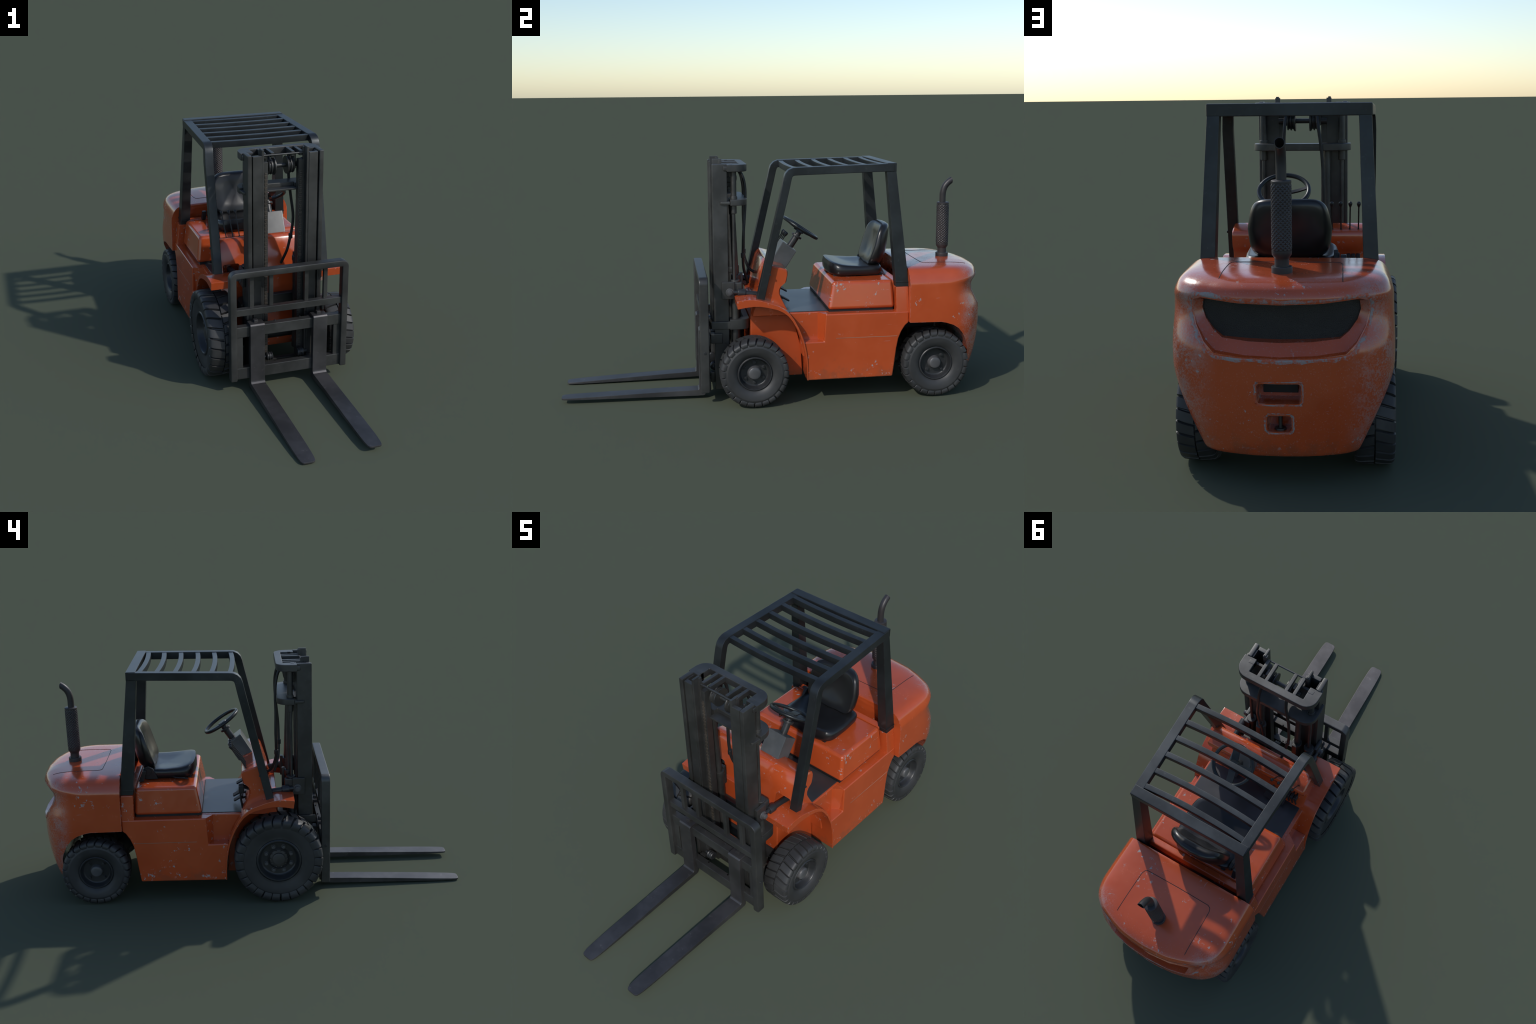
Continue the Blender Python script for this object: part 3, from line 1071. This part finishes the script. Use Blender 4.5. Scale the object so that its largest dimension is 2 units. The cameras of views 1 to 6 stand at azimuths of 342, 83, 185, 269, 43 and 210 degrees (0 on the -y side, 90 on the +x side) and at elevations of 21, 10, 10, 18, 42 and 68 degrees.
    # leaf chains down the rails: stacked links
    for s in (-1, 1):
        bm = bmesh.new()
        x0 = .0745
        z = .12
        k = 0
        while z < 1.0:
            if k % 2 == 0:
                sbox(bm, s, x0, x0 + .0145, -.2535, -.2490, z, z + .0085, .0012)
            else:
                sbox(bm, s, x0 + .003, x0 + .0115, -.2525, -.2490, z, z + .0085, .0012)
            z += .0092
            k += 1
        c = finish(bm, 'lift_chain', 'chain', o, 40)
        c['kind'] = 'stuff'
    # hoses
    bm = bmesh.new()
    r = .0058
    p1 = spline([(.050, -.225, 1.035), (.056, -.185, 1.060), (.066, -.145, 1.045), (.072, -.127, .99), (.077, -.125, .92), (.085, -.130, .845), (.094, -.138, .757),
                 (.088, -.140, .69), (.078, -.140, .64), (.066, -.135, .584), (.044, -.115, .516)], 6)
    add_tube(bm, p1, .0068, 10)
    p2 = spline([(-.044, -.225, 1.035), (-.048, -.185, 1.060), (-.054, -.145, 1.045), (-.060, -.126, .99), (-.070, -.121, .92), (-.076, -.122, .845), (-.079, -.120, .757),
                 (-.078, -.121, .69), (-.070, -.120, .63), (-.066, -.100, .57), (-.062, -.070, .545)], 6)
    add_tube(bm, p2, .0068, 10)
    for p in (p1[46], p2[46]):
        add_cyl(bm, p + Vector((0, 0, -.012)), p + Vector((0, 0, .012)), .010, 12, bev=.002)
    finish(bm, 'hydraulic_hose', 'hose', o, 60)
    # tilt cylinders with mast pins
    for s in (-1, 1):
        bm = bmesh.new()
        sbox(bm, s, .1765, .194, -.250, -.191, .472, .553, .004)
        sbox(bm, s, .150, .182, -.20, -.155, .475, .548, .006)
        t = finish(bm, 'pin_plate', 'mast', o, 40)
        bm = bmesh.new()
        xc = X(s, .196)
        add_cyl(bm, (X(s, .15), -.214, .505), (X(s, .199), -.214, .505), .0195, 24, bev=.003)
        add_cyl(bm, (X(s, .19), -.214, .505), (X(s, .2125), -.214, .505), .0125, 20, bev=.003)
        add_cyl(bm, (X(s, .21), -.214, .505), (X(s, .2155), -.214, .505), .0065, 6)
        finish(bm, 'mast_pin', 'hub', o, 40)
        bm = bmesh.new()
        x = X(s, .192)
        add_cyl(bm, (x, -.195, .504), (x, -.170, .503), .010, 16)
        add_cyl(bm, (x, -.178, .5035), (x, -.141, .499), .0185, 22, bev=.004)
        add_cyl(bm, (x, -.145, .499), (x, -.03, .484), .0135, 18)
        finish(bm, 'tilt_cylinder', 'rim', o, 40)
    return o

def build_carriage(root):
    bm = bmesh.new()
    add_box(bm, X(-1, .257), X(1, .257), -.346, -.312, .269, .321, .004)
    add_box(bm, X(-1, .257), X(1, .257), -.346, -.312, .058, .115, .004)
    for s in (-1, 1):
        sbox(bm, s, .221, .256, -.342, -.316, .10, .28, .002)
        sbox(bm, s, .105, .135, -.306, -.280, .25, .312, .004)           # hanger plates behind
        sbox(bm, s, .105, .135, -.306, -.285, .06, .11, .004)
        sbox(bm, s, .15, .188, -.306, -.250, .262, .310, .004)
    o = finish(bm, 'fork_carriage', 'mast', root, 40)
    # load backrest: rounded frame
    bm = bmesh.new()
    hw, zt, r = .2675, .5765, .017
    path = [Vector((X(-1, hw), -.339, .055)), Vector((X(-1, hw), -.339, .30))]
    for k in range(7):
        a = math.radians(180 - 90 * k / 6)
        path.append(Vector((X(1, -hw + r + r * math.cos(a)), -.339, zt - r + r * math.sin(a))))
    for k in range(7):
        a = math.radians(90 - 90 * k / 6)
        path.append(Vector((X(1, hw - r + r * math.cos(a)), -.339, zt - r + r * math.sin(a))))
    path += [Vector((X(1, hw), -.339, .30)), Vector((X(1, hw), -.339, .055))]
    add_sweep_rect(bm, path, .042, .031, Vector((0, 1, 0)), .006)
    add_box(bm, X(-1, .255), X(1, .255), -.350, -.320, .377, .409, .003)
    for rel in (-.176, -.084, .085, .178):
        add_box(bm, CX + rel - .0095, CX + rel + .0095, -.338, -.320, .400, .567, .002)
    finish(bm, 'load_backrest', 'mast', o, 40)
    bm = bmesh.new()
    for s in (-1, 1):
        add_cyl(bm, (X(s, .281), -.339, .245), (X(s, .286), -.339, .245), .007, 6, bev=.001)
        for z in (.085, .295):
            add_cyl(bm, (X(s, .06), -.32, z + .020), (X(s, .06), -.32, z + .030), .004, 8)
    finish(bm, 'frame_bolt', 'rim', o, 40)
    # carriage rollers between the rails
    for s in (-1, 1):
        bm = bmesh.new()
        add_rev(bm, [(.006, -.004), (.017, -.002), (.020, .002), (.017, .006), (.017, .009), (.020, .012), (.020, .015), (.017, .018), (.017, .021), (.020, .024), (.018, .028), (.006, .030)],
                (X(s, .090), -.285, .125), (-s, 0, 0), 24)
        add_cyl(bm, (X(s, .110), -.285, .125), (X(s, .086), -.285, .125), .008, 12)
        finish(bm, 'chain_anchor_roller', 'rim', o, 40)
    # forks
    for x, top_h, bot_h, top_t, bot_t, xt in ((-.151, .0375, .0115, .0095, .0015, -.1425), (.153, .0410, .0125, .0265, .0185, .150)):
        hw = .0345
        bm = bmesh.new()
        ys = [-.364, -.50, -.70, -.86, -.93, -.965, -.983, -.993, -.998, -1.0]
        hws = [hw, hw, .0355, .036, .0350, .0335, .0315, .0285, .0235, .0150]
        t = bmesh.new()
        rings = []
        def ring(y, h, zt, zb, cxx):
            return [t.verts.new(p) for p in ((cxx - h, y, zb), (cxx + h, y, zb), (cxx + h, y, zt), (cxx - h, y, zt))]
        # shank and heel as side profile, blade as rings
        for y, h in zip(ys, hws):
            f = max(0, -.372 - y) / (.628)
            rings.append(ring(y, h, top_h + (top_t - top_h) * f ** 1.15, bot_h + (bot_t - bot_h) * f ** .8, x + (xt - x) * f))
        for a, b in zip(rings, rings[1:]):
            for i in range(4):
                j = (i + 1) % 4
                t.faces.new((a[i], a[j], b[j], b[i]))
        t.faces.new(rings[0][::-1])
        t.faces.new(rings[-1])
        bmesh.ops.recalc_face_normals(t, faces=t.faces[:])
        es = [e for e in t.edges if len(e.link_faces) == 2 and e.calc_face_angle(0) > math.radians(60)]
        bevel(t, es, .0015, 2)
        merge(bm, t)
        b0 = bot_h
        th = top_h
        shank = [(-.369, b0 + .0005), (-.343, b0 + .001), (-.337, b0 + .004), (-.3345, b0 + .010), (-.3335, .30), (-.304, .303), (-.304, .328), (-.310, .333), (-.355, .333), (-.3605, .326),
                 (-.3610, th + .014), (-.3635, th + .005), (-.3695, th)]
        add_prism(bm, shank, x - hw, x + hw, bev=.0018)
        add_box(bm, x - .010, x + .010, -.338, -.314, .328, .345, .003)
        finish(bm, 'lifting_fork', 'fork', o, 40)
    return o

def build_wheel(name, root, R, hw, centre, side, bolts, hub_r, nlug, hub_out):
    bu = .89 if bolts == 8 else 1.0          # sidewall bulge
    """axis = x; local +x is outward; side flips"""
    e = bpy.data.objects.new(name, None)
    # tyre carcass
    bm = bmesh.new()
    prof = [(.50 * R, -.70 * hw), (.56 * R, -.88 * hw), (.66 * R, -1.0 * hw), (.76 * R, -1.02 * hw), (.85 * R, -.98 * hw), (.895 * R, -.90 * hw), (.925 * R, -.75 * hw),
            (.935 * R, -.4 * hw), (.935 * R, .4 * hw), (.925 * R, .75 * hw), (.895 * R, .90 * hw), (.85 * R, .98 * hw), (.80 * R, 1.005 * hw), (.795 * R, 1.02 * hw), (.785 * R, 1.025 * hw),
            (.76 * R, 1.02 * hw), (.66 * R, 1.0 * hw), (.58 * R, .90 * hw), (.515 * R, .80 * hw), (.50 * R, .70 * hw)]
    prof = [(r, h * bu if abs(h) > .89 * hw else h) for r, h in prof]
    add_rev(bm, prof, (0, 0, 0), (1, 0, 0), 80, cap=False)
    # lugs
    pitch = 2 * math.pi / nlug
    for sgn in (-1, 1):
        for k in range(nlug):
            th0 = k * pitch + (pitch / 2 if sgn > 0 else 0)
            jit = random.uniform(-.03, .03) * pitch
            spine = [(.04, 1.0, .0, .39), (.30, 1.0, .10, .40), (.62, .998, .24, .41), (.84, .988, .34, .42), (.955, .962, .40, .43), (1.00, .925, .42, .43), (1.012, .885, .43, .40), (1.0, .845, .43, .36)]
            t = bmesh.new()
            rings = []
            for a, rr, sh, wd in spine:
                ring = []
                drop = .065 if a < .9 else .05
                inner_a = a if a < .95 else a - .06
                for dth, rad, ax in ((-wd - .05, rr - drop, inner_a), (-wd + .03, rr, a), (wd - .03, rr, a), (wd + .05, rr - drop, inner_a)):
                    th = th0 + jit + (sh * .9 + dth) * pitch
                    ring.append(t.verts.new((sgn * ax * hw, rad * R * math.cos(th), rad * R * math.sin(th))))
                rings.append(ring)
            for a, b in zip(rings, rings[1:]):
                for i in range(3):
                    t.faces.new((a[i], a[i + 1], b[i + 1], b[i]))
            t.faces.new(rings[0])
            t.faces.new(rings[-1][::-1])
            es = [ed for ed in t.edges if len(ed.link_faces) == 2 and ed.calc_face_angle(0) > math.radians(35)]
            bevel(t, es, .0020 * R / .158, 2)
            merge(bm, t)
    ty = finish(bm, 'tyre', 'rubber', e, 40)
    # rim dish
    bm = bmesh.new()
    q = [(.505 * R, .70 * hw), (.505 * R, .80 * hw), (.485 * R, .855 * hw), (.465 * R, .855 * hw), (.452 * R, .80 * hw), (.445 * R, .70 * hw), (.42 * R, .45 * hw), (.40 * R, .36 * hw),
         (.37 * R, .33 * hw), (.12 * R, .33 * hw)]
    add_rev(bm, [(.505 * R, -.75 * hw), (.44 * R, -.75 * hw), (.42 * R, -.3 * hw), (.0, -.3 * hw)], (0, 0, 0), (1, 0, 0), 48, cap=False)
    add_rev(bm, q, (0, 0, 0), (1, 0, 0), 48, cap=False)
    rim = finish(bm, 'rim', 'rim', e, 40)
    bm = bmesh.new()
    h = hub_out
    add_rev(bm, [(hub_r * 1.12, .32 * hw), (hub_r * 1.05, .45 * hw), (hub_r, .5 * hw), (hub_r * .99, h - hub_r * .30), (hub_r * .93, h - hub_r * .13), (hub_r * .78, h - hub_r * .03), (hub_r * .45, h), (0, h)],
            (0, 0, 0), (1, 0, 0), 32, cap=False)
    if bolts == 8:
        add_rev(bm, [(hub_r * .62, h - .002), (hub_r * .60, h + .008), (hub_r * .5, h + .011), (0, h + .012)], (0, 0, 0), (1, 0, 0), 20, cap=False)
        for k in range(10):
            a = 2 * math.pi * k / 10
            add_cyl(bm, (h - .003, hub_r * .80 * math.cos(a), hub_r * .80 * math.sin(a)), (h + .003, hub_r * .80 * math.cos(a), hub_r * .80 * math.sin(a)), .0035, 8)
    hb = finish(bm, 'hub_cap', 'hub_old' if bolts == 8 else 'hub', e, 40)
    bm = bmesh.new()
    add_cyl(bm, (.30 * hw, 0, 0), (.33 * hw + .011, 0, 0), .0060 * R / .158, 12, bev=.0015)
    add_cyl(bm, (.30 * hw, 0, 0), (.33 * hw + .003, 0, 0), .0085 * R / .158, 12)
    wb = finish(bm, 'wheel_bolt', 'rim' if bolts != 8 else 'hub', e, 40)
    rb = .30 * R
    for k in range(bolts):
        a = 2 * math.pi * (k + .5) / bolts
        loc = Vector((0, rb * math.cos(a), rb * math.sin(a)))
        if k == 0:
            wb.location = loc
        else:
            c = copy_obj(wb, 'wheel_bolt', e)
            c.location = loc
    return e, ty, rim

def place_wheel(name, root, R, hw, centre, side, bolts, hub_r, nlug, hub_out, spin=0.0):
    e, ty, rim = build_wheel(name, root, R, hw, centre, side, bolts, hub_r, nlug, hub_out)
    COL.objects.link(e)
    e.parent = root
    e.location = centre
    rz = 0 if side > 0 else math.pi
    e.rotation_euler = (spin, 0, rz)
    return e

def main():
    build_materials()
    root = bpy.data.objects.new('forklift_truck', None)
    COL.objects.link(root)
    root['label'] = 'worn orange counterbalance forklift with black mast and roof cage'
    root['category'] = 'forklift'
    build_chassis(root)
    build_engine_cover(root)
    build_counterweight(root)
    build_exhaust(root)
    build_fenders(root)
    build_dashboard(root)
    build_steering(root)
    build_levers(root)
    build_pedals(root)
    build_seat(root)
    build_overhead_guard(root)
    build_mast(root)
    build_carriage(root)
    place_wheel('drive_wheel', root, .158, .064, (.304, -.118, .158), 1, 6, .030, 26, .048)
    place_wheel('drive_wheel', root, .207, .070, (-.2925, -.116, .207), -1, 8, .049, 27, .032)
    place_wheel('steer_wheel', root, .158, .057, (.2665, .735, .158), 1, 4, .028, 26, .043)
    place_wheel('steer_wheel', root, .158, .060, (-.265, .738, .158), -1, 4, .028, 26, .040)

main()
